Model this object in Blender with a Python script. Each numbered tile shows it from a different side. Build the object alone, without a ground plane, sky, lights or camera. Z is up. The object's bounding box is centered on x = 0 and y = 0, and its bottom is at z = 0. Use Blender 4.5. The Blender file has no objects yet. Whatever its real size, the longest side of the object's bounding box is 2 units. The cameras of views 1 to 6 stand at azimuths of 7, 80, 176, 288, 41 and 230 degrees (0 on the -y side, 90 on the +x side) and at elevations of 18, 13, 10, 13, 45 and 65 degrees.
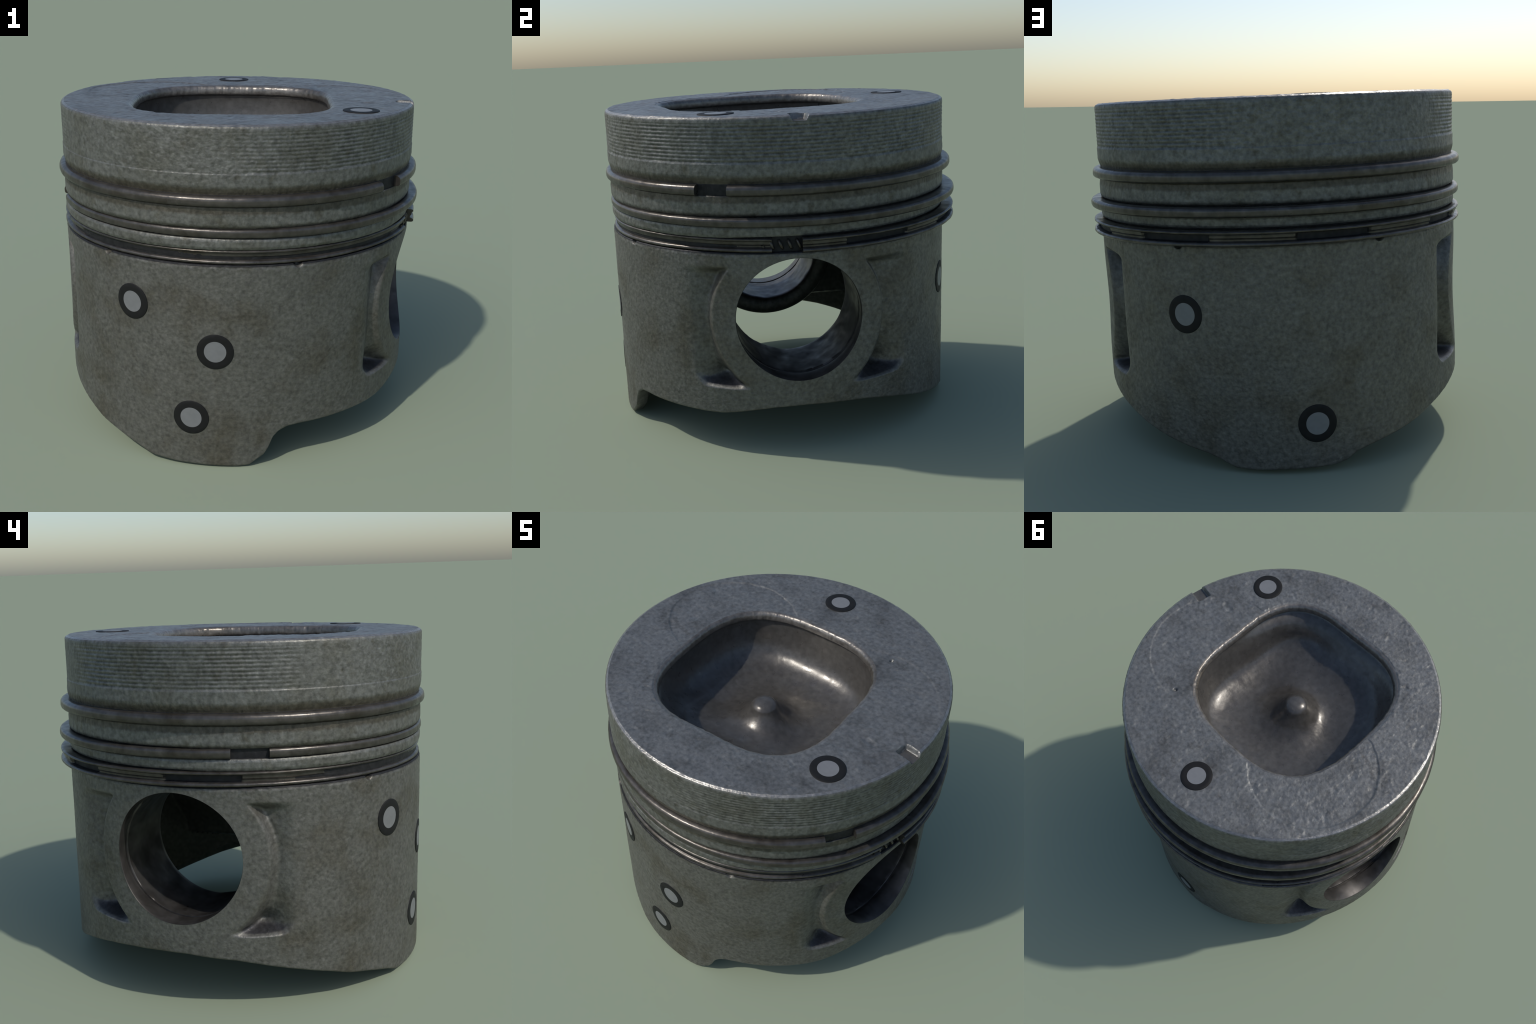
# A used engine piston: cylindrical body with a squarish combustion bowl in the crown,
# three ring grooves holding worn rings, a skirt with cast pockets beside the pin bosses,
# and round black-and-grey target stickers.  All parts are built in the piston's own frame
# (z along the axis, x along the gudgeon pin) and hung on one tilted Empty.
import bpy, math
import numpy as np
from mathutils import Matrix, Vector

PI = math.pi
H = 1.7447                      # crown face height above the base origin
NC = 1440                       # columns round the axis
R_SKIRT = 0.958
PIN_Y, PIN_D = -0.0235, 1.008   # pin axis: offset across, depth below the crown face
R_SEAT, R_BORE = 0.321, 0.3195
PHI = np.arange(NC) * 2 * PI / NC

# ------------------------------------------------------------------ noise
def hash3(ix, iy, iz, seed):
    h = (ix * 374761393 + iy * 668265263 + iz * 2147483647 + seed * 974634777) & 0xFFFFFFFF
    h = ((h ^ (h >> 13)) * 1274126177) & 0xFFFFFFFF
    h = ((h ^ (h >> 15)) * 2246822519) & 0xFFFFFFFF
    return ((h ^ (h >> 16)) & 0xFFFF) / 32767.5 - 1.0

def vnoise(P, scale, seed=0):
    """smooth gradient noise, about -1 to 1"""
    q = np.asarray(P, float) / scale
    q = np.stack([0.80 * q[..., 0] + 0.60 * q[..., 1], -0.48 * q[..., 0] + 0.64 * q[..., 1] + 0.60 * q[..., 2],
                  0.36 * q[..., 0] - 0.48 * q[..., 1] + 0.80 * q[..., 2]], -1) + 1000.37
    i = np.floor(q).astype(np.int64)
    f = q - i
    w = f * f * f * (f * (f * 6 - 15) + 10)
    out = 0.0
    for dx in (0, 1):
        wx = w[..., 0] if dx else 1 - w[..., 0]
        for dy in (0, 1):
            wy = w[..., 1] if dy else 1 - w[..., 1]
            for dz in (0, 1):
                wz = w[..., 2] if dz else 1 - w[..., 2]
                h = hash3(i[..., 0] + dx, i[..., 1] + dy, i[..., 2] + dz, seed)
                g = np.floor((h + 1) * 32767.5).astype(np.int64)
                gx = (g & 31) / 15.5 - 1; gy = ((g >> 5) & 31) / 15.5 - 1; gz = ((g >> 10) & 31) / 15.5 - 1
                out = out + wx * wy * wz * (gx * (f[..., 0] - dx) + gy * (f[..., 1] - dy) + gz * (f[..., 2] - dz))
    return 1.9 * out

def fbm(P, scale, seed=0, octaves=3):
    s, a, t = 0.0, 1.0, 0.0
    for k in range(octaves):
        s = s + a * vnoise(P, scale / 2 ** k, seed + 17 * k)
        t += a
        a *= 0.55
    return s / t

def sstep(a, b, x):
    t = np.clip((x - a) / (b - a), 0, 1)
    return t * t * (3 - 2 * t)

def periodic(table, phi_deg):
    """interpolate a ring of (angle, value) control points"""
    t = sorted(table)
    a = np.array([p[0] for p in t]); v = np.array([p[1] for p in t])
    return np.interp(phi_deg % 360, np.r_[a[-1] - 360, a, a[0] + 360], np.r_[v[-1], v, v[0]])

# ------------------------------------------------------------------ mesh helpers
root = bpy.data.objects.new("engine_piston", None)
bpy.context.scene.collection.objects.link(root)

def make_object(name, verts, faces, mats, mat_index=None, parent=None, angle=38, smooth=True):
    me = bpy.data.meshes.new(name)
    faces = np.asarray(faces, dtype=np.int64)
    used, inv = np.unique(faces, return_inverse=True)
    verts = np.asarray(verts)[used]
    faces = inv.reshape(faces.shape)
    n, k = faces.shape
    me.vertices.add(len(verts)); me.vertices.foreach_set("co", verts.astype(np.float32).ravel())
    me.loops.add(n * k); me.loops.foreach_set("vertex_index", faces.astype(np.int32).ravel())
    me.polygons.add(n)
    me.polygons.foreach_set("loop_start", np.arange(0, n * k, k, dtype=np.int32))
    me.update(calc_edges=True)
    for m in (mats if isinstance(mats, (list, tuple)) else [mats]):
        me.materials.append(m)
    if mat_index is not None:
        me.polygons.foreach_set("material_index", np.asarray(mat_index, dtype=np.int32))
    me.polygons.foreach_set("use_smooth", np.full(n, smooth))
    me.validate()
    if angle:
        me.set_sharp_from_angle(angle=math.radians(angle))
    ob = bpy.data.objects.new(name, me)
    bpy.context.scene.collection.objects.link(ob)
    ob.parent = parent or root
    return ob

def grid_faces(rows, cols, wrap=True):
    r = np.arange(rows - 1)[:, None]; c = np.arange(cols if wrap else cols - 1)[None]
    c2 = (c + 1) % cols
    return np.stack([r * cols + c, (r + 1) * cols + c, (r + 1) * cols + c2, r * cols + c2], -1)

def densify(profile, step):
    """split a polyline of (a, b) points into short steps"""
    out = [profile[0]]
    for p, q in zip(profile[:-1], profile[1:]):
        n = max(1, int(math.ceil(math.dist(p, q) / step)))
        out += [(p[0] + (q[0] - p[0]) * k / n, p[1] + (q[1] - p[1]) * k / n) for k in range(1, n + 1)]
    return out

# ------------------------------------------------------------------ materials
def material(name, dark, light, rough, metallic, grain=38.0, grain_amt=0.25, bump=0.15, bump_scale=90.0,
             patch=None, patch_scale=4.0, stain=None, spec=0.5, rough_var=0.08, bands=(), grooves=False, feet=False):
    m = bpy.data.materials.new(name); m.use_nodes = True
    nt = m.node_tree; N, L = nt.nodes, nt.links
    b = N["Principled BSDF"]
    tc = N.new("ShaderNodeTexCoord")
    def noise(scale, detail, rough_=0.55):
        n = N.new("ShaderNodeTexNoise"); n.inputs["Scale"].default_value = scale
        n.inputs["Detail"].default_value = detail; n.inputs["Roughness"].default_value = rough_
        L.new(tc.outputs["Object"], n.inputs["Vector"]); return n
    n1 = noise(grain, 3.0)
    ramp = N.new("ShaderNodeValToRGB")
    ramp.color_ramp.elements[0].position = 0.5 - grain_amt; ramp.color_ramp.elements[0].color = (*dark, 1)
    ramp.color_ramp.elements[1].position = 0.5 + grain_amt; ramp.color_ramp.elements[1].color = (*light, 1)
    L.new(n1.outputs["Fac"], ramp.inputs["Fac"])
    col = ramp.outputs["Color"]
    for tint, sc, lo, hi in ((patch, patch_scale, 0.48, 0.68), (stain, patch_scale * 3.1, 0.58, 0.72)):
        if tint is None:
            continue
        n2 = noise(sc, 4.0, 0.6)
        mr = N.new("ShaderNodeMapRange"); mr.inputs["From Min"].default_value = lo; mr.inputs["From Max"].default_value = hi
        L.new(n2.outputs["Fac"], mr.inputs["Value"])
        mx = N.new("ShaderNodeMix"); mx.data_type = 'RGBA'; mx.blend_type = 'MULTIPLY'
        L.new(mr.outputs["Result"], mx.inputs["Factor"]); L.new(col, mx.inputs["A"]); mx.inputs["B"].default_value = (*tint, 1)
        col = mx.outputs["Result"]
    if bands or grooves or feet:
        sep = N.new("ShaderNodeSeparateXYZ"); L.new(tc.outputs["Object"], sep.inputs[0])
        wav = noise(30.0, 3.0)
        def math_(op, a, b_=None):
            n = N.new("ShaderNodeMath"); n.operation = op
            for k, v in enumerate((a, b_)):
                if v is None: continue
                if isinstance(v, (int, float)): n.inputs[k].default_value = v
                else: L.new(v, n.inputs[k])
            return n.outputs[0]
        def step(v, lo, hi):
            n = N.new("ShaderNodeMapRange"); n.interpolation_type = 'SMOOTHSTEP'
            n.inputs["From Min"].default_value = lo; n.inputs["From Max"].default_value = hi
            L.new(v, n.inputs["Value"]); return n.outputs["Result"]
        def tint_by(fac, tint, col):
            mx = N.new("ShaderNodeMix"); mx.data_type = 'RGBA'; mx.blend_type = 'MULTIPLY'
            L.new(fac, mx.inputs["Factor"]); L.new(col, mx.inputs["A"]); mx.inputs["B"].default_value = (*tint, 1)
            return mx.outputs["Result"]
        depth = math_('SUBTRACT', H, sep.outputs["Z"])
        ragged = math_('ADD', depth, math_('MULTIPLY', math_('SUBTRACT', wav.outputs["Fac"], 0.5), 0.022))
        for lo, hi, soft, tint in bands:          # dark brownish bands next to the rings
            f = math_('MULTIPLY', step(ragged, lo - soft, lo + soft), math_('SUBTRACT', 1.0, step(ragged, hi - soft, hi + soft)))
            col = tint_by(f, tint, col)
        if feet:                                  # dark bluish tint in the foot of each scoop
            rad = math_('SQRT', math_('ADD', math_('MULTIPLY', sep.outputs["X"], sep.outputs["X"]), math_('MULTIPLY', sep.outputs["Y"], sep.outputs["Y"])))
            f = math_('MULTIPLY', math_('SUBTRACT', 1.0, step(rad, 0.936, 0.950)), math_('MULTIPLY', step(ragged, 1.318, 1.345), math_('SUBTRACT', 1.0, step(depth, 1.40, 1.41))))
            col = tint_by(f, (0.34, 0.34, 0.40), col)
        if grooves:                               # occlusion shade tinted into the fine turned grooves
            wave = math_('COSINE', math_('MULTIPLY', math_('SUBTRACT', depth, 0.0265), 2 * PI / 0.0184))
            inside = math_('MULTIPLY', step(depth, 0.024, 0.034), math_('SUBTRACT', 1.0, step(depth, 0.214, 0.218)))
            ang = math_('ARCTAN2', sep.outputs["Y"], sep.outputs["X"])
            side_p = math_('SUBTRACT', 1.0, step(math_('ABSOLUTE', math_('SUBTRACT', ang, 0.05)), 1.10, 1.45))
            side_m = step(math_('ABSOLUTE', math_('ADD', math_('ARCTAN2', math_('MULTIPLY', sep.outputs["Y"], -1.0), math_('MULTIPLY', sep.outputs["X"], -1.0)), 0.0)), 0.75, 0.40)
            f = math_('MULTIPLY', math_('MULTIPLY', step(wave, -0.5, 0.9), inside), math_('MAXIMUM', side_p, side_m))
            f = math_('MULTIPLY', f, step(wav.outputs["Fac"], 0.36, 0.60))
            col = tint_by(f, (0.58, 0.58, 0.55), col)
    L.new(col, b.inputs["Base Color"])
    b.inputs["Metallic"].default_value = metallic
    b.inputs["Specular IOR Level"].default_value = spec
    n3 = noise(17.0, 4.0)
    rr = N.new("ShaderNodeMapRange")
    rr.inputs["From Min"].default_value = 0.3; rr.inputs["From Max"].default_value = 0.7
    rr.inputs["To Min"].default_value = rough - rough_var; rr.inputs["To Max"].default_value = rough + rough_var
    L.new(n3.outputs["Fac"], rr.inputs["Value"]); L.new(rr.outputs["Result"], b.inputs["Roughness"])
    if bump:
        n4 = noise(bump_scale, 2.0)
        bp = N.new("ShaderNodeBump"); bp.inputs["Strength"].default_value = bump; bp.inputs["Distance"].default_value = 0.004
        L.new(n4.outputs["Fac"], bp.inputs["Height"]); L.new(bp.outputs["Normal"], b.inputs["Normal"])
    return m

M_SIDE = material("cast_aluminium_land", (0.090, 0.090, 0.081), (0.196, 0.197, 0.180), 0.50, 0.5, grain=42, grain_amt=0.22, bump=0.35, bump_scale=70,
                  patch=(0.82, 0.80, 0.74), stain=(0.7, 0.66, 0.58), grooves=True,
                  bands=((0.284, 0.330, 0.010, (0.60, 0.54, 0.46)), (0.370, 0.411, 0.007, (0.58, 0.53, 0.46)), (0.465, 0.490, 0.006, (0.6, 0.58, 0.54))))
M_SKIRT = material("cast_aluminium_skirt", (0.084, 0.082, 0.073), (0.176, 0.172, 0.154), 0.50, 0.5, grain=50, grain_amt=0.24, bump=0.3, bump_scale=95,
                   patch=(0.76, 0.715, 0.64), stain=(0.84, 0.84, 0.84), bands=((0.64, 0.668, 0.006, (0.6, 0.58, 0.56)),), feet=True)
M_TOP = material("scorched_crown_face", (0.110, 0.112, 0.107), (0.224, 0.225, 0.214), 0.44, 0.5, grain=44, bump=0.3, bump_scale=60,
                 patch=(0.70, 0.69, 0.68), stain=(0.68, 0.66, 0.64))
M_EDGE = material("pale_rim_edge", (0.18, 0.176, 0.165), (0.34, 0.33, 0.31), 0.38, 0.7, grain=40, bump=0.4, bump_scale=60)
M_BOWL = material("burnt_bowl_metal", (0.080, 0.075, 0.068), (0.128, 0.121, 0.110), 0.33, 0.42, grain=30, bump=0.15, bump_scale=45, patch=(0.82, 0.8, 0.78))
M_LIP = material("pale_lip_metal", (0.12, 0.111, 0.10), (0.23, 0.214, 0.192), 0.37, 0.6, grain=34, bump=0.3, bump_scale=45, patch=(0.75, 0.72, 0.68))
M_RING = material("worn_ring_steel", (0.058, 0.053, 0.047), (0.115, 0.105, 0.094), 0.34, 0.65, grain=24, bump=0.12, bump_scale=50, patch=(0.7, 0.66, 0.6), patch_scale=7)
M_BORE = material("oiled_bore_metal", (0.040, 0.037, 0.034), (0.095, 0.089, 0.084), 0.45, 0.6, grain=11, bump=0.1, bump_scale=30, patch=(0.6, 0.58, 0.56), patch_scale=8)
M_GROOVE = material("shadow_painted_groove_metal", (0.008, 0.008, 0.009), (0.024, 0.024, 0.025), 0.6, 0.2, spec=0.3)  # near-black base paints deep shadow into shallow ring grooves and slots
M_INSIDE = material("oily_inner_casting", (0.06, 0.06, 0.052), (0.12, 0.118, 0.105), 0.55, 0.6)
M_BLACK = material("sticker_black_ink", (0.008, 0.008, 0.008), (0.012, 0.012, 0.012), 0.6, 0.0, bump=0, spec=0.2)
M_GREY = material("sticker_grey_disc", (0.150, 0.154, 0.156), (0.175, 0.179, 0.182), 0.45, 0.0, bump=0)

# ------------------------------------------------------------------ shared shapes
def notch_depth(x, y):
    """rectangular slot milled in the crown edge on the pin side"""
    e = 0.007
    w = sstep(0.857, 0.857 + 2 * e, x) * (1 - sstep(0.038 - e, 0.038 + e, np.abs(y - 0.001)))
    return 0.026 * w

BOWL_C = (-0.008, -0.094)
DOME_AT = (-0.014, -0.099)
BOWL_R = [0.528, 0.523, 0.552, 0.586, 0.595, 0.573, 0.545, 0.541, 0.563, 0.586, 0.585, 0.561,
          0.533, 0.527, 0.550, 0.584, 0.598, 0.575, 0.537, 0.527, 0.556, 0.593, 0.596, 0.563]
def bowl_outline(phi):
    """rounded square, smoothed through 24 control radii by a Fourier series"""
    g = np.arange(24) * 2 * PI / 24
    r = np.full_like(phi, np.mean(BOWL_R))
    for k in range(1, 7):
        r = r + 2 / 24 * (np.sum(np.array(BOWL_R) * np.cos(k * g)) * np.cos(k * phi) + np.sum(np.array(BOWL_R) * np.sin(k * g)) * np.sin(k * phi))
    return r

TOP_STICKERS = [(-0.178, 0.711), (0.703, -0.377)]
RECESS = [((-0.511, 0.135), 0.378), ((0.470, 0.153), 0.415)]   # shallow valve reliefs in the crown face
BOTTOM = [(0, 1.464), (6, 1.468), (10, 1.470), (19, 1.482), (27, 1.506), (34, 1.533), (43, 1.575), (53, 1.616),
          (60.5, 1.643), (67, 1.663), (70.7, 1.684), (73.7, 1.710), (75.6, 1.722), (79, 1.728), (85, 1.729),
          (99.5, 1.727), (104, 1.723), (107.8, 1.706), (110.6, 1.676), (115.2, 1.656), (119.6, 1.640), (124.4, 1.625),
          (133.5, 1.592), (140.3, 1.560), (147.7, 1.533), (156, 1.507), (165, 1.487), (176.2, 1.474), (184.2, 1.472),
          (192, 1.484), (199, 1.493), (204.5, 1.511), (214.8, 1.549), (226.9, 1.598), (233, 1.628), (239.6, 1.650),
          (248, 1.687), (250.5, 1.700), (254.3, 1.724), (262, 1.732), (273, 1.734), (282, 1.733), (285.5, 1.727),
          (287.8, 1.697), (290, 1.670), (291.4, 1.632), (292.5, 1.580), (294.4, 1.545), (297.2, 1.524), (301, 1.518),
          (310, 1.517), (321, 1.516), (327.5, 1.516), (333.3, 1.514), (338, 1.503), (344, 1.486), (350, 1.472)]

def bottom_edge(phi):
    d = periodic(BOTTOM, np.degrees(phi))
    k = np.array([1, 2, 3, 2, 1.0]); k /= k.sum()
    return sum(w * np.roll(d, s) for w, s in zip(k, range(-2, 3)))

def pocket(phi, d):
    """cast scoops beside the pin holes: flat-floored, concentric with the boss, with deep feet"""
    y = R_SKIRT * np.sin(phi)
    ac = np.maximum(np.abs(np.cos(phi)), 0.2)
    rho = np.hypot(y - PIN_Y, d - PIN_D)
    s1 = (rho - 0.431) / (0.052 + 0.062 * sstep(1.08, 1.32, d))   # slope up to the boss
    s2 = (d - 0.726) / 0.050                                   # soft top
    s3 = (1.378 - d) / 0.050                                   # steep shelf at the foot
    s3 = s3 - 0.9 * sstep(0.50, 0.575, np.abs(y))              # rounded outer corner
    def smin(a, b, r=0.35):
        h = np.clip(0.5 + 0.5 * (b - a) / r, 0, 1)
        return b * (1 - h) + a * h - r * h * (1 - h)
    s = smin(smin(s1, s2), s3, 0.6)
    lean = 0.05 + 0.17 * sstep(1.05, 1.32, d)
    floor_x = 0.784 - lean * np.clip(0.556 - np.abs(y), 0, 0.3)
    raw = R_SKIRT - floor_x / ac
    depth = 0.5 * (raw - 0.006 + np.sqrt((raw - 0.006) ** 2 + 0.022 ** 2)) - 0.0018   # softened outer edge
    depth = np.where(raw > -0.08, np.maximum(depth, 0), 0)
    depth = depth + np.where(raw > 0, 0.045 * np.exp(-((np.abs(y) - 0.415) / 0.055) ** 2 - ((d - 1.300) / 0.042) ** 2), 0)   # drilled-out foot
    return depth * sstep(0.0, 1.0, s) * (0.80 + 0.18 * sstep(1.12, 1.33, d))

def knurl(phi, d):
    """fine turned grooves on the top land, worn away on the thrust faces"""
    a = np.degrees(phi) % 360
    w = 1 - sstep(66, 88, a) * (1 - sstep(136, 152, a)) - sstep(198, 226, a) * (1 - sstep(272, 302, a))
    w = w * (0.75 + 0.45 * vnoise(np.stack([np.cos(phi), np.sin(phi), -d * 0.6], -1), 0.12, 3))
    w = np.clip(w, 0, 1.1) * sstep(0.024, 0.034, d) * (1 - sstep(0.214, 0.217, d))
    return 0.0030 * w * (0.5 + 0.5 * np.cos(2 * PI * (d - 0.0265) / 0.0184))

def bulge(phi, d):
    """the worn skirt is a few tenths of a percent out of round"""
    return 0.0035 * sstep(0.1, 1.0, np.cos(phi - math.radians(198))) * sstep(0.9, 1.3, d)

def drain(phi, d):
    """half-round oil drains under the oil ring"""
    out = 0
    for a in (61, 119.3, 239.9, 299.5):
        s = (np.degrees(phi) - a + 180) % 360 - 180
        rr = np.hypot(np.radians(s) * R_SKIRT, (d - 0.653))
        out = out + 0.03 * (1 - sstep(0.014, 0.026, rr))
    return out

# ------------------------------------------------------------------ outer side: crown lands and grooves
G1, G2, G3 = (0.3185, 0.3755), (0.4785, 0.5275), (0.5825, 0.6565)
GROOVE_R = 0.938
GROOVE_TOP = 0.9465
side_profile = [(0.000, 0.942), (0.002, 0.947), (0.006, 0.9515), (0.012, 0.9545), (0.024, 0.9555), (0.214, 0.9555),
                (0.218, 0.9575), (0.275, 0.9575), (0.292, 0.954), (0.306, 0.950), (0.314, 0.947),
                (G1[0], 0.946), (G1[0] + .001, GROOVE_TOP), (G1[1] - .001, GROOVE_TOP), (G1[1], 0.950),
                (G1[1] + .004, 0.9525), (0.405, 0.955), (0.412, 0.956), (0.458, 0.9565), (0.470, 0.954),
                (G2[0], 0.949), (G2[0] + .001, GROOVE_R), (G2[1] - .001, GROOVE_R), (G2[1], 0.949),
                (G2[1] + .004, 0.953), (0.541, 0.956), (0.568, 0.956), (0.576, 0.953),
                (G3[0], 0.949), (G3[0] + .001, GROOVE_R), (0.62, GROOVE_R)]
side = densify([p for p in side_profile if p[0] <= 0.024], 0.0042) + densify([(0.024, 0.9555), (0.218, 0.9555), (0.222, 0.9575)], 0.0023)[1:] + densify([(0.222, 0.9575)] + [p for p in side_profile if p[0] >= 0.275], 0.0042)[1:]
D = np.array([p[0] for p in side])[:, None] + 0 * PHI
R0 = np.array([p[1] for p in side])[:, None] + 0 * PHI
PH = PHI[None] + 0 * D
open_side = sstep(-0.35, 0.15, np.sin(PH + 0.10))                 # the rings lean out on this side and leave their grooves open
D = D - open_side * (0.013 * sstep(0.5765, 0.5815, D) * (D < 0.5845) * (1 + 0.8 * sstep(0.2, 0.9, np.sin(PH))) + 0.009 * sstep(0.4725, 0.4775, D) * (D < 0.481))
exposed = sstep(0.93, 0.945, R0)
P = np.stack([R0 * np.cos(PH), R0 * np.sin(PH), -D], -1)
top_land = 1 - sstep(0.22, 0.30, D)
thrust = 1 - 0.55 * sstep(0.3, 0.7, np.abs(np.cos(PH)))
# vertical streaks on the lands, rounded grain on the top land
streak = fbm(P * np.array([1, 1, 0.3]), 0.016, 5, 2)
grain = fbm(P, 0.020, 9, 3)
R = R0 - knurl(PH, D) + exposed * (0.0022 * grain * top_land * thrust + 0.0014 * streak * (1 - 0.4 * top_land) + 0.0012 * vnoise(P, 0.2, 2))
D = np.maximum(D, notch_depth(R * np.cos(PH), R * np.sin(PH)))
R = R - 0.005 * sstep(0.2, 1.0, np.cos(PH - math.radians(112))) * (1 - sstep(0.24, 0.32, D))
SIDE = np.stack([R * np.cos(PH), R * np.sin(PH), H - D], -1)

# ------------------------------------------------------------------ crown face
e = np.stack([np.cos(PHI), np.sin(PHI)], -1)
rb = bowl_outline(PHI)
ring_pts = np.stack([np.cos(PHI), np.sin(PHI), 0 * PHI], -1)
rb_edge = rb + 0.0032 * fbm(ring_pts, 0.09, 25, 3) + 0.005 * np.clip(vnoise(ring_pts, 0.06, 26) - 0.45, 0, 1)   # nicked, slightly wavy edge
rim_start = SIDE[0, :, :2]
lip_out = np.array(BOWL_C) + (rb_edge + 0.018)[:, None] * e
n_face = 90
t = np.linspace(0, 1, n_face)[:, None, None]
XY = lip_out[None] * (1 - t) + rim_start[None] * t
x, y = XY[..., 0], XY[..., 1]
P3 = np.stack([x, y, 0 * x], -1)
d = 0.0012 * fbm(P3, 0.028, 21, 3) + 0.0012 * vnoise(P3, 0.15, 22)
rough_patch = 0
for (c, rad), deep in zip(RECESS, (0.0042, 0.0026)):
    rr = np.hypot(x - c[0], y - c[1]) + 0.004 * vnoise(P3, 0.05, 33)
    d = d + deep * (1 - sstep(rad - 0.007, rad + 0.003, rr))
    if c[0] < 0:
        rough_patch = (1 - sstep(rad - 0.12, rad + 0.16, rr)) * sstep(-0.5, 0.4, vnoise(P3, 0.16, 35))
d = d + rough_patch * 0.0024 * fbm(P3, 0.042, 44, 3)
d = d + 0.0048 * np.clip(vnoise(P3, 0.050, 51) - 0.42, 0, 1) - 0.0030 * np.clip(vnoise(P3, 0.04, 52) - 0.40, 0, 1)   # soft pits and lumps
d = d + 0.014 * (1 - sstep(0.004, 0.016, np.hypot(x - 0.385, y - 0.508)))   # punch mark
for sx_, sy_ in TOP_STICKERS:                       # the face is smooth where the stickers sit
    d = d * (0.12 + 0.88 * sstep(0.085, 0.115, np.hypot(x - sx_, y - sy_)))
fade = sstep(0.0, 0.04, t[..., 0]) * (1 - sstep(0.985, 1.0, t[..., 0]))
nd_ = notch_depth(x, y)
d = np.where(nd_ > 0.0005, np.maximum((d - 0.0035) * fade, nd_), (d - 0.0035) * fade)
FACE = np.stack([x, y, H - d], -1)
FACE[-1] = SIDE[0]

# ------------------------------------------------------------------ combustion bowl
LIP = [(-0.018, 0.0), (-0.008, 0.003), (0.000, 0.010), (0.005, 0.020), (0.007, 0.034), (0.006, 0.046), (0.000, 0.054)]
WALL_DEEP = [(-0.010, 0.059), (-0.017, 0.080), (-0.019, 0.120), (-0.016, 0.170), (-0.008, 0.215), (0.008, 0.262), (0.034, 0.304), (0.078, 0.335), (0.130, 0.352)]
WALL_SHALLOW = [(-0.009, 0.059), (-0.002, 0.074), (0.018, 0.090), (0.039, 0.111), (0.059, 0.133), (0.079, 0.152), (0.097, 0.169), (0.114, 0.185), (0.130, 0.200)]
FLOOR_R = [0.43, 0.36, 0.29, 0.23, 0.19, 0.16, 0.138, 0.118, 0.100, 0.086, 0.076, 0.067, 0.051, 0.032, 0.014, 0.0006]
FLOOR_DEEP = [0.348, 0.358, 0.358, 0.350, 0.337, 0.322, 0.307, 0.290, 0.270, 0.249, 0.228, 0.206, 0.191, 0.182, 0.178, 0.1778]
FLOOR_SHALLOW = [0.196, 0.238, 0.268, 0.287, 0.296, 0.299, 0.295, 0.284, 0.268, 0.249, 0.228, 0.206, 0.191, 0.182, 0.178, 0.1778]
DEEP = [(-0.010, 0.059), (-0.017, 0.080), (-0.019, 0.120), (-0.016, 0.170), (-0.008, 0.215), (0.008, 0.262), (0.034, 0.304), (0.078, 0.335), (0.130, 0.352)]
WALL_SHALLOW = [(-0.009, 0.059), (-0.002, 0.074), (0.018, 0.090), (0.039, 0.111), (0.059, 0.133), (0.079, 0.152), (0.097, 0.169), (0.114, 0.185), (0.130, 0.200)]
FLOOR_R = [0.43, 0.36, 0.29, 0.23, 0.19, 0.16, 0.138, 0.118, 0.102, 0.090, 0.081, 0.072, 0.056, 0.034, 0.014, 0.0006]
FLOOR_DEEP = [0.352, 0.362, 0.361, 0.347, 0.329, 0.309, 0.290, 0.269, 0.249, 0.232, 0.216, 0.200, 0.185, 0.176, 0.173, 0.1728]
FLOOR_SHALLOW = [0.206, 0.242, 0.268, 0.284, 0.288, 0.285, 0.276, 0.261, 0.245, 0.230, 0.216, 0.200, 0.185, 0.176, 0.173, 0.1728]
DEEP = [(8, 0.78), (44, 0.84), (70, 0.84), (104, 0.82), (144, 0.78), (170, 0.76), (197, 0.70), (215, 0.40), (233, 0.16), (255, 0.10), (274, 0.10), (300, 0.12), (318, 0.20), (344, 0.56)]
deep_w = periodic(DEEP, np.degrees(PHI))
for _ in range(3):                                   # the cast floor blends softly from its deep to its shallow side
    deep_w = sum(np.roll(deep_w, k_) for k_ in range(-24, 25)) / 49
def resample(a, n):
    a = np.array(a, float); u_ = np.linspace(0, len(a) - 1, n); k_ = np.minimum(u_.astype(int), len(a) - 2); f_ = (u_ - k_)[:, None]
    p0, p1 = a[np.maximum(k_ - 1, 0)], a[k_]; p2, p3 = a[k_ + 1], a[np.minimum(k_ + 2, len(a) - 1)]
    return 0.5 * (2 * p1 + (p2 - p0) * f_ + (2 * p0 - 5 * p1 + 4 * p2 - p3) * f_ ** 2 + (3 * p1 - p0 - 3 * p2 + p3) * f_ ** 3)
DOME_C = np.array(DOME_AT)
WALL = [(8, 0.40), (30, 0.70), (44, 0.80), (70, 0.84), (104, 0.84), (144, 0.86), (170, 0.95), (197, 1.10), (212, 0.70), (229, 0.10), (255, 0.05), (274, 0.02), (300, 0.0), (318, -0.12), (340, -0.12), (354, 0.15)]
wall_w = periodic(WALL, np.degrees(PHI))
for _ in range(3):
    wall_w = sum(np.roll(wall_w, k_) for k_ in range(-20, 21)) / 41
bowl_rows = []
wall_a, wall_b = resample(LIP + WALL_DEEP, 62), resample(LIP + WALL_SHALLOW, 62)
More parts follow.
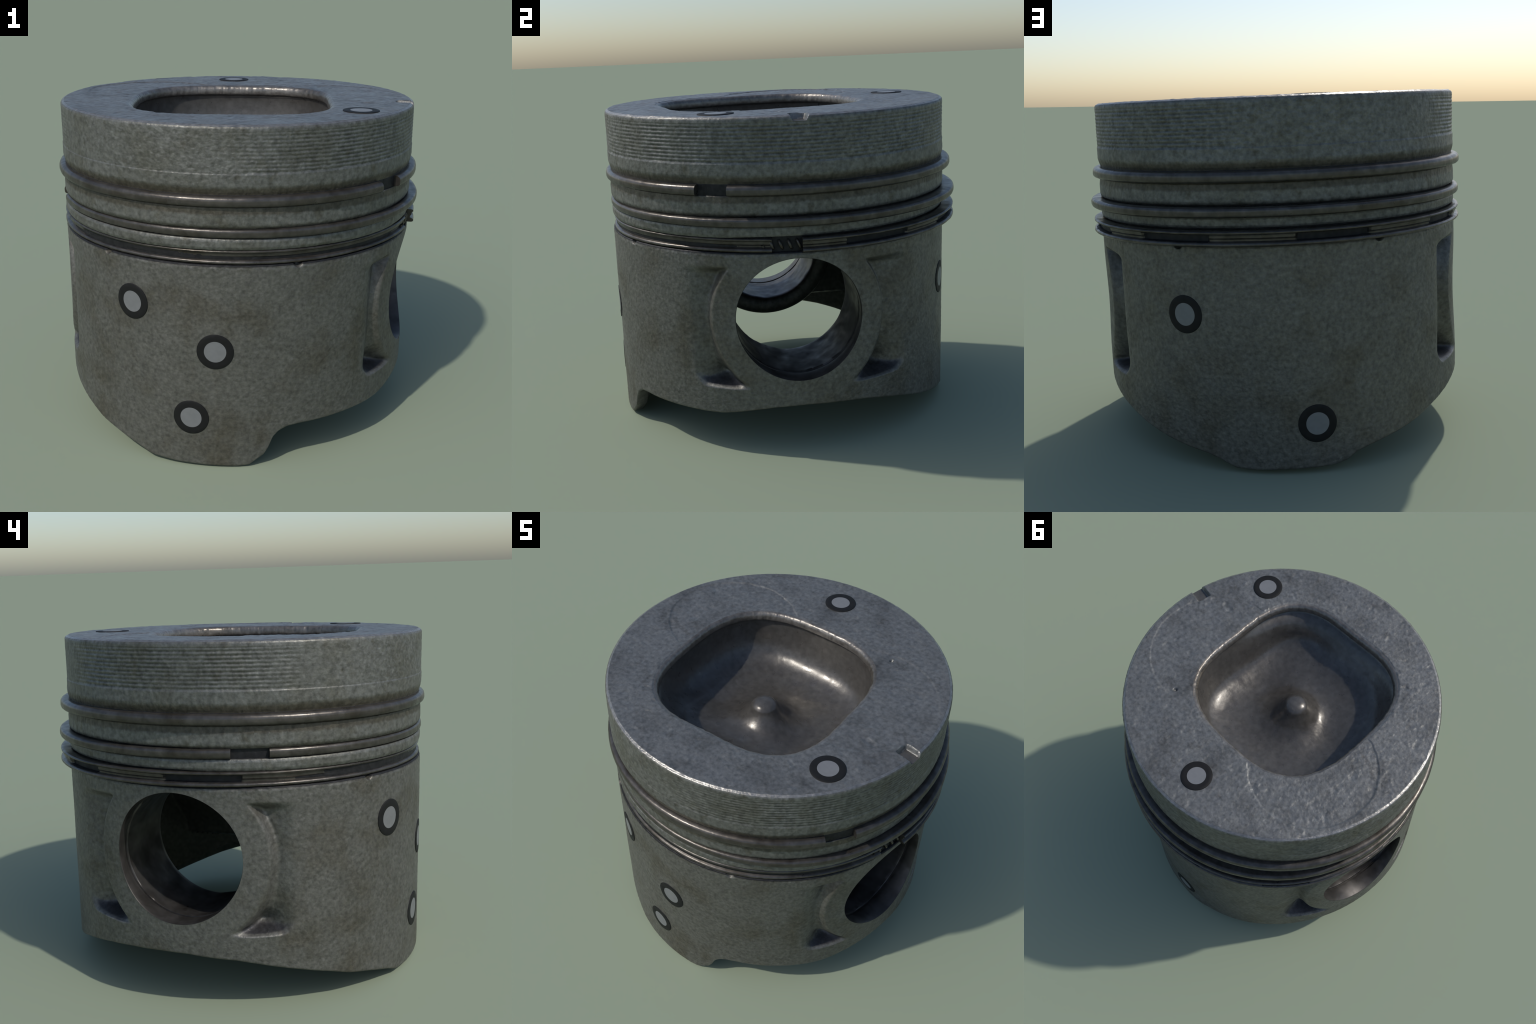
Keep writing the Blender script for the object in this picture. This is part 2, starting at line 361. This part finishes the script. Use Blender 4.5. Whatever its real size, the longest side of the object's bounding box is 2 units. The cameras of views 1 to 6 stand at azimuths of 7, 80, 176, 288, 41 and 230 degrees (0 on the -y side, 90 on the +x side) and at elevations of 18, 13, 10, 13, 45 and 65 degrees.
for n_, ((oa, da), (ob_, db)) in enumerate(zip(wall_a, wall_b)):
    w_ = wall_w + (deep_w - wall_w) * sstep(0.62, 1.0, n_ / 61)
    o = oa * w_ + ob_ * (1 - w_); dd = da * w_ + db * (1 - w_)
    k_ = (1 - sstep(0.03, 0.062, dd)) if np.ndim(dd) else 0
    bowl_rows.append(np.c_[np.array(BOWL_C) + (rb_edge * k_ + rb * (1 - k_) - o)[:, None] * e, H - dd])
fl_a = resample(np.c_[FLOOR_R, FLOOR_DEEP], 80); fl_b = resample(np.c_[FLOOR_R, FLOOR_SHALLOW], 80)
for (rr, da), (_, db) in zip(fl_a[1:], fl_b[1:]):
    s = rr / 0.43; w = sstep(0.0, 0.7, 1 - s)
    rad = s * ((rb - 0.130) * (1 - w) + 0.43 * w)
    c = np.array(BOWL_C) * s + DOME_C * (1 - s)
    bowl_rows.append(np.c_[c + rad[:, None] * e, H - (da * deep_w + db * (1 - deep_w))])
BOWL = np.array(bowl_rows)
below = H - BOWL[..., 2]
BOWL[..., 2] += 0.0016 * fbm(BOWL, 0.08, 61, 3) * sstep(0.05, 0.15, below) + 0.0022 * fbm(BOWL, 0.03, 63, 2) * sstep(0.0, 0.012, below) * (1 - sstep(0.05, 0.07, below))
BOWL[0] = FACE[0]
nr = len(BOWL)
gb = grid_faces(nr, NC)
mbowl = np.zeros(gb.shape[:2], int); mbowl[:21] = 1
make_object("combustion_bowl", BOWL.reshape(-1, 3), gb.reshape(-1, 4), [M_BOWL, M_LIP], mbowl.ravel(), angle=70)

# crown = face + top land, ring_belt = the lands and grooves below
cut = int(np.argmax(np.array([p[0] for p in side]) >= G1[0]))
TOP = np.concatenate([FACE, SIDE[1:cut + 1]])[::1]
fc = grid_faces(len(TOP), NC)
mi = np.zeros(fc.shape[:2], int); mi[len(FACE) - 1:] = 1; mi[len(FACE) - 2:len(FACE) + 2] = 2
tv = TOP.reshape(-1, 3); ff_ = fc.reshape(-1, 4)
in_notch = (notch_depth(tv[:, 0], tv[:, 1]) > 0.021)[ff_].all(1) & ((H - tv[:, 2])[ff_].max(1) < 0.03)
mi = np.where(in_notch.reshape(mi.shape), 3, mi)
make_object("crown", TOP.reshape(-1, 3), fc[..., ].reshape(-1, 4), [M_TOP, M_SIDE, M_EDGE, M_BOWL], mi.ravel(), angle=50)
BELT = SIDE[cut:]
fb = grid_faces(len(BELT), NC)
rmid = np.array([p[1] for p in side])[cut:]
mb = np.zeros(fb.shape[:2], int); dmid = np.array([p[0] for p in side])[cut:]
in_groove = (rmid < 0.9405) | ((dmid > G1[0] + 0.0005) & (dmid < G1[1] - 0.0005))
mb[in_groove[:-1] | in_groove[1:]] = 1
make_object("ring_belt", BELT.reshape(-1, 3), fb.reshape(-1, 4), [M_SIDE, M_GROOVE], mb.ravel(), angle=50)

# ------------------------------------------------------------------ skirt with its pockets, pin holes and inner wall
bot = bottom_edge(PHI)
head = densify([(0.62, GROOVE_R), (G3[1] - .001, GROOVE_R), (G3[1], 0.951), (G3[1] + .004, 0.955), (0.674, 0.958)], 0.0042)
rows_a = np.r_[np.arange(0.674, 1.325, 0.0045), np.arange(1.325, 1.3885, 0.0029)]     # level rows down past the scoops
u = np.linspace(0, 1, 72)[1:]
hd = np.array([p[0] for p in head])[:, None] + 0 * PHI
hr = np.array([p[1] for p in head])[:, None] + 0 * PHI
sd = np.concatenate([rows_a[1:, None] + 0 * bot[None], rows_a[-1] + u[:, None] * (bot - 0.010 - rows_a[-1])[None]])
sr = np.full_like(sd, R_SKIRT)
tail_off = [(0.006, -0.001), (0.002, -0.004), (0.0, -0.010)]         # rounded outer edge, then the bottom face
td = np.array([bot - a for a, _ in tail_off]); tr = np.array([0 * bot + R_SKIRT + b for _, b in tail_off])
D = np.concatenate([hd, sd, td]); R0 = np.concatenate([hr, sr, tr])
PH = PHI[None] + 0 * D
pk = pocket(PH, D)
rho = np.hypot(R_SKIRT * np.sin(PH) - PIN_Y, D - PIN_D)
P = np.stack([R0 * np.cos(PH), R0 * np.sin(PH), -D], -1)
ex = sstep(0.93, 0.95, R0) * sstep(R_SEAT, R_SEAT + 0.03, rho)
R = R0 - pk - drain(PH, D) * (R0 > 0.94) + ex * (0.0013 * fbm(P, 0.018, 71, 3) + 0.0012 * vnoise(P, 0.25, 72)
    + 0.0025 * fbm(P, 0.035, 73, 2) * sstep(0.01, 0.04, pk) + 0.002 * fbm(P, 0.025, 74, 2) * (1 - sstep(0.68, 0.73, D)))
R = R + bulge(PH, D) * sstep(R_SEAT, R_SEAT + 0.1, rho)
OUT = np.stack([R * np.cos(PH), R * np.sin(PH), H - D], -1)
OUT[0] = SIDE[-1]
# inner wall, bottom to top, then the underside of the crown
in_prof = [(-0.004, 0.900), (-0.012, 0.892), (-0.050, 0.888), (-0.058, 0.868)]
ID = [bot + a for a, _ in in_prof]; IR = [0 * bot + b for _, b in in_prof]
for k in np.linspace(0, 1, 60)[1:]:
    ID.append((bot - 0.058) * (1 - k) + 0.60 * k); IR.append(0 * bot + 0.868)
ID.append(0 * bot + 0.54); IR.append(0 * bot + 0.80)
ID.append(0 * bot + 0.52); IR.append(0 * bot + 0.70)
ID.append(0 * bot + 0.51); IR.append(0 * bot + 0.0005)
ID, IR = np.array(ID), np.array(IR)
IPH = PHI[None] + 0 * ID
IR = np.minimum(IR, np.where(np.abs(np.cos(IPH)) > 0.5, (0.475 + 0.085 * sstep(1.05, 1.3, ID) + 0.38 * sstep(1.33, 1.45, ID)) / np.maximum(np.abs(np.cos(IPH)), 0.5), 9))   # flat webs behind the scoops
INN = np.stack([IR * np.cos(IPH), IR * np.sin(IPH), H - ID], -1)
ALL = np.concatenate([OUT, INN])
F = grid_faces(len(ALL), NC).reshape(-1, 4)
V = ALL.reshape(-1, 3)
n_out = len(OUT) * NC
is_in = np.arange(len(V)) >= n_out
cy, cd = V[:, 1] - PIN_Y, (H - V[:, 2]) - PIN_D
rho = np.hypot(cy, cd)
lim = np.where(is_in, 0.385, R_SEAT)
fr = np.hypot(cy[F].mean(1), cd[F].mean(1)); fl = lim[F].mean(1)
gone = (fr < fl) & (np.abs(V[F].mean(1)[:, 0]) > 0.4)
edge = np.intersect1d(np.unique(F[gone]), np.unique(F[~gone]))
edge = edge[edge < n_out]
k = R_SEAT / rho[edge]                                              # draw the cut edge onto the true circle
ny = PIN_Y + cy[edge] * k; nd = PIN_D + cd[edge] * k
V[edge, 1] = ny; V[edge, 2] = H - nd
V[edge, 0] = np.sign(V[edge, 0]) * np.sqrt(R_SKIRT ** 2 - ny ** 2)
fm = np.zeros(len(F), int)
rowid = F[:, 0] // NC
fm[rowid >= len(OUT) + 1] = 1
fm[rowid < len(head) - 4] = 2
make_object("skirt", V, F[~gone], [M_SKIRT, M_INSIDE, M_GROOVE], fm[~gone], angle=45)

# ------------------------------------------------------------------ pin bosses with their bores
def boss(sign):
    na = 240
    a = np.arange(na) * 2 * PI / na
    ca, sa = np.cos(a), np.sin(a)
    def xs(r, R):                                   # where a tube of radius r meets a cylinder of radius R
        return np.sqrt(R ** 2 - (PIN_Y + r * ca) ** 2)
    rows = [(0 * a + R_SEAT + 0.0015, xs(R_SEAT, R_SKIRT) - 0.0035), (0 * a + R_SEAT, xs(R_SEAT, R_SKIRT) - 0.001),
            (0 * a + R_SEAT - 0.003, xs(R_SEAT, R_SKIRT) - 0.006)]
    for xv, r in densify([(0.855, 0.3195), (0.853, 0.330), (0.838, 0.330), (0.836, 0.3215), (0.832, R_BORE), (0.66, R_BORE), (0.492, R_BORE),
                          (0.478, 0.325), (0.465, 0.340), (0.456, 0.375), (0.458, 0.404), (0.467, 0.419), (0.488, 0.428), (0.70, 0.430)], 0.02):
        rows.append((0 * a + r, np.minimum(0 * a + xv, xs(R_SEAT, R_SKIRT) - 0.012 if xv > 0.8 and r < 0.335 else 9)))
    rows.append((0 * a + 0.430, xs(0.430, 0.880)))
    pts = []
    for r, xv in rows:
        q = np.stack([xv, PIN_Y + r * ca, H - PIN_D - r * sa], -1)
        pts.append(q)
    G = np.array(pts)
    wob = fbm(G * np.array([0.6, 1, 1]), 0.11, 81 + int(sign), 3)[..., None]
    inner = np.array([r[0][0] < 0.3205 and r[1].max() < 0.834 for r in rows])[:, None, None]
    radial = np.stack([0 * a, ca, -sa], -1)[None]
    G = G + inner * 0.006 * wob * radial
    G[..., 0] *= sign
    f = grid_faces(len(G), na).reshape(-1, 4)
    if sign < 0:
        f = f[:, ::-1]
    idx = f[:, 0] // na if sign > 0 else f[:, 3] // na
    rr = np.array([r[0][0] for r in rows])
    outer = np.array([i > 3 and rr[min(i + 1, len(rr) - 1)] > 0.333 for i in idx]).astype(int)
    return make_object("pin_boss", G.reshape(-1, 3), f, [M_BORE, M_INSIDE], outer, angle=35)
boss(1.0); boss(-1.0)

# ------------------------------------------------------------------ piston rings
def ring(name, profile, centre, gap_from, gap_to, mats, slots=None, seed=0, sink=0.0):
    """sweep a closed (radius, depth) profile round the axis, leaving a gap between two angles"""
    n = 1080
    a0, a1 = math.radians(gap_to), math.radians(gap_from + 360)
    ang = np.linspace(a0, a1, n)
    pr = np.array(densify(profile + [profile[0]], 0.006)[:-1])
    rr = pr[:, 0][None] + 0 * ang[:, None]
    dd = pr[:, 1][None] + 0 * rr
    if slots is not None:
        rr = slots(np.degrees(ang)[:, None], rr, dd)
    dg = np.degrees(ang)[:, None] % 360
    rr = rr - sink * sstep(285, 335, dg) * (dg < 352) * sstep(0.90, 0.95, rr)      # this end has sunk into its groove
    A = ang[:, None] + 0 * rr
    Q = np.stack([np.cos(A), np.sin(A), dd], -1)
    proud = sstep(0.93, 0.97, rr)
    rr = rr + proud * (0.0012 * fbm(Q * np.array([1, 1, 0.5]), 0.06, 91 + seed, 3))
    dd = dd + 0.0008 * fbm(Q * np.array([1, 1, 0.2]), 0.09, 95 + seed, 2)
    G = np.stack([centre[0] + rr * np.cos(A), centre[1] + rr * np.sin(A), H - dd], -1)
    m = len(pr)
    f = grid_faces(m, n, wrap=False)
    V = G.reshape(-1, 3)
    i = np.arange(n - 1)[:, None]; j = np.arange(m)[None]; j2 = (j + 1) % m
    f = np.stack([i * m + j, i * m + j2, (i + 1) * m + j2, (i + 1) * m + j], -1).reshape(-1, 4)
    caps = []
    V = list(map(tuple, V))
    for row, flip in ((0, False), (n - 1, True)):
        c = np.mean(G[row], 0); ci = len(V); V.append(tuple(c))
        for q in range(m):
            t3 = (row * m + q, ci, ci, row * m + (q + 1) % m)
            caps.append((row * m + q, row * m + (q + 1) % m, ci))
    mi = None
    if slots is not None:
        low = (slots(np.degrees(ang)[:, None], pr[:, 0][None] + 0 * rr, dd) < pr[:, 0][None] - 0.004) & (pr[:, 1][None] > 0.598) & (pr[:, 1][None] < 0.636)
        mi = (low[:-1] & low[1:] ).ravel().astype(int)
    ob = make_object(name, V, f, mats, mi, angle=40)
    # close both ends of the ring at the gap
    import bmesh
    bm = bmesh.new(); bm.from_mesh(ob.data)
    be = [ed for ed in bm.edges if ed.is_boundary]
    bmesh.ops.holes_fill(bm, edges=be, sides=0)
    bmesh.ops.recalc_face_normals(bm, faces=bm.faces)
    bm.to_mesh(ob.data); bm.free()
    ob.data.set_sharp_from_angle(angle=math.radians(40))
    return ob

ring("compression_ring", [(0.885, 0.3205), (0.960, 0.3205), (0.969, 0.3225), (0.9775, 0.327), (0.983, 0.334), (0.9852, 0.342), (0.9855, 0.358), (0.983, 0.366), (0.977, 0.371), (0.967, 0.374), (0.885, 0.374)],
     (0.001, 0.010), 328.2, 338.0, M_RING, seed=1)
ring("compression_ring", [(0.890, 0.4795), (0.968, 0.4795), (0.977, 0.4815), (0.9835, 0.4855), (0.9868, 0.491), (0.9878, 0.498), (0.9875, 0.512), (0.985, 0.519), (0.979, 0.5235), (0.970, 0.526), (0.890, 0.526)],
     (0.0125, 0.030), 199.8, 210.1, M_RING, seed=2)

SLOTS = [(11, 32.6), (50, 71.7), (95.4, 116), (140, 157.5), (181.3, 202.8), (226.3, 247.3)]
def oil_slots(deg, rr, dd):
    cutr = 0
    for a, b in SLOTS:
        m = (deg - a) % 360
        cutr = np.maximum(cutr, sstep(-0.4, 0.4, np.where(m > 180, m - 360, m)) * (1 - sstep(b - a - 0.4, b - a + 0.4, np.where(m > 300, m - 360, m))))
    web_ = (dd > 0.600) & (dd < 0.634) & (rr > 0.91)
    return np.where(web_, rr * (1 - cutr) + np.minimum(rr, 0.950) * cutr, rr)
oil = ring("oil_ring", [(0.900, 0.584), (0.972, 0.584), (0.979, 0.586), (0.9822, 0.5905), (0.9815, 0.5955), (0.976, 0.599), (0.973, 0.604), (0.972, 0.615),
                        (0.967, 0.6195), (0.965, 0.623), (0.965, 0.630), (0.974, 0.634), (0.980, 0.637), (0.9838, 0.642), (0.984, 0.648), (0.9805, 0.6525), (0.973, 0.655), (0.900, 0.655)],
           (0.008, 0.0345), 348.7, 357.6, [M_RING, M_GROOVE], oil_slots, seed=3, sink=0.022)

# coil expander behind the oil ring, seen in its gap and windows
def coil():
    turns, per, k = 5, 20, 8
    n = turns * per
    s = math.radians(346.5) + np.arange(n) / n * math.radians(13.5)
    ph = np.arange(n) / n * 2 * PI * turns
    cr, cdp, rad, wire = 0.928, 0.6185, 0.021, 0.0075
    cen = np.stack([(cr + rad * np.cos(ph)) * np.cos(s), (cr + rad * np.cos(ph)) * np.sin(s), -(cdp + rad * np.sin(ph))], -1)
    tan = np.gradient(cen, axis=0); tan /= np.linalg.norm(tan, axis=1)[:, None]
    upv = np.array([0, 0, 1.0]); n1 = np.cross(tan, upv); n1 /= np.linalg.norm(n1, axis=1)[:, None]; n2 = np.cross(tan, n1)
    w = np.arange(k) * 2 * PI / k
    G = cen[:, None] + wire * (np.cos(w)[None, :, None] * n1[:, None] + np.sin(w)[None, :, None] * n2[:, None])
    G[..., 0] += 0.006; G[..., 1] += 0.024; G[..., 2] += H
    V = G.reshape(-1, 3)
    i = np.arange(n - 1)[:, None]; j = np.arange(k)[None]
    f = np.stack([i * k + j, i * k + (j + 1) % k, ((i + 1) % n) * k + (j + 1) % k, ((i + 1) % n) * k + j], -1).reshape(-1, 4)
    return make_object("expander_coil", V, f, M_RING, parent=oil, angle=60)
coil()

# ------------------------------------------------------------------ round target stickers
def sticker(kind, a, b):
    R_OUT, R_IN, nseg = 0.0915, 0.0545, 72
    prof = [(0.0, 0.0038), (0.02, 0.0038), (0.04, 0.0038), (R_IN, 0.0038), (0.072, 0.0038), (R_OUT - 0.002, 0.0037), (R_OUT, 0.0026), (R_OUT + 0.0005, -0.003)]
    w = np.arange(nseg) * 2 * PI / nseg
    rows = []
    for r, h in prof:
        r = max(r, 0.0004)
        U, Vv = r * np.cos(w), r * np.sin(w)
        if kind == "side":
            ang = a + U / R_SKIRT; rr = R_SKIRT + h + bulge(ang, b - Vv)
            rows.append(np.stack([rr * np.cos(ang), rr * np.sin(ang), H - b + Vv], -1))
        else:
            rows.append(np.stack([a + U, b + Vv, 0 * U + H + h], -1))
    G = np.array(rows)
    if kind == "top":
        G[..., 2] += 0.0038
    f = grid_faces(len(G), nseg)
    mi = np.zeros(f.shape[:2], int); mi[3:] = 1
    ff = f.reshape(-1, 4) if kind != "side" else f.reshape(-1, 4)
    return make_object("target_sticker", G.reshape(-1, 3), ff, [M_GREY, M_BLACK], mi.ravel(), angle=60)
for ang, dep in ((249.2, 0.891), (275.4, 1.099), (267.9, 1.466), (62.1, 0.985), (99.0, 1.507)):
    sticker("side", math.radians(ang), dep)
for sx_, sy_ in TOP_STICKERS:
    sticker("top", sx_, sy_)

# ------------------------------------------------------------------ consistent outward normals
import bmesh
for ob in list(root.children_recursive):
    if ob.name.startswith(("target_sticker", "pin_boss", "boss_web", "expander")):
        bm = bmesh.new(); bm.from_mesh(ob.data)
        bmesh.ops.recalc_face_normals(bm, faces=bm.faces)
        bm.to_mesh(ob.data); bm.free()

# ------------------------------------------------------------------ stand it on the ground, leaning a little
axis = Vector((0.02671, -0.00439, 0.99963)).normalized()
ux = Vector((1, 0, 0)); ux = (ux - axis * ux.dot(axis)).normalized()
uy = axis.cross(ux)
t = math.radians(-4.0)
px = ux * math.cos(t) + uy * math.sin(t); py = uy * math.cos(t) - ux * math.sin(t)
top_centre = Vector((0.0064, -0.0218, 1.7441))
origin = top_centre - axis * H
M = Matrix((px, py, axis)).transposed().to_4x4(); M.translation = origin
root.matrix_world = M
root["label"] = "worn grey engine piston with rings and target stickers"
root["category"] = "engine piston"
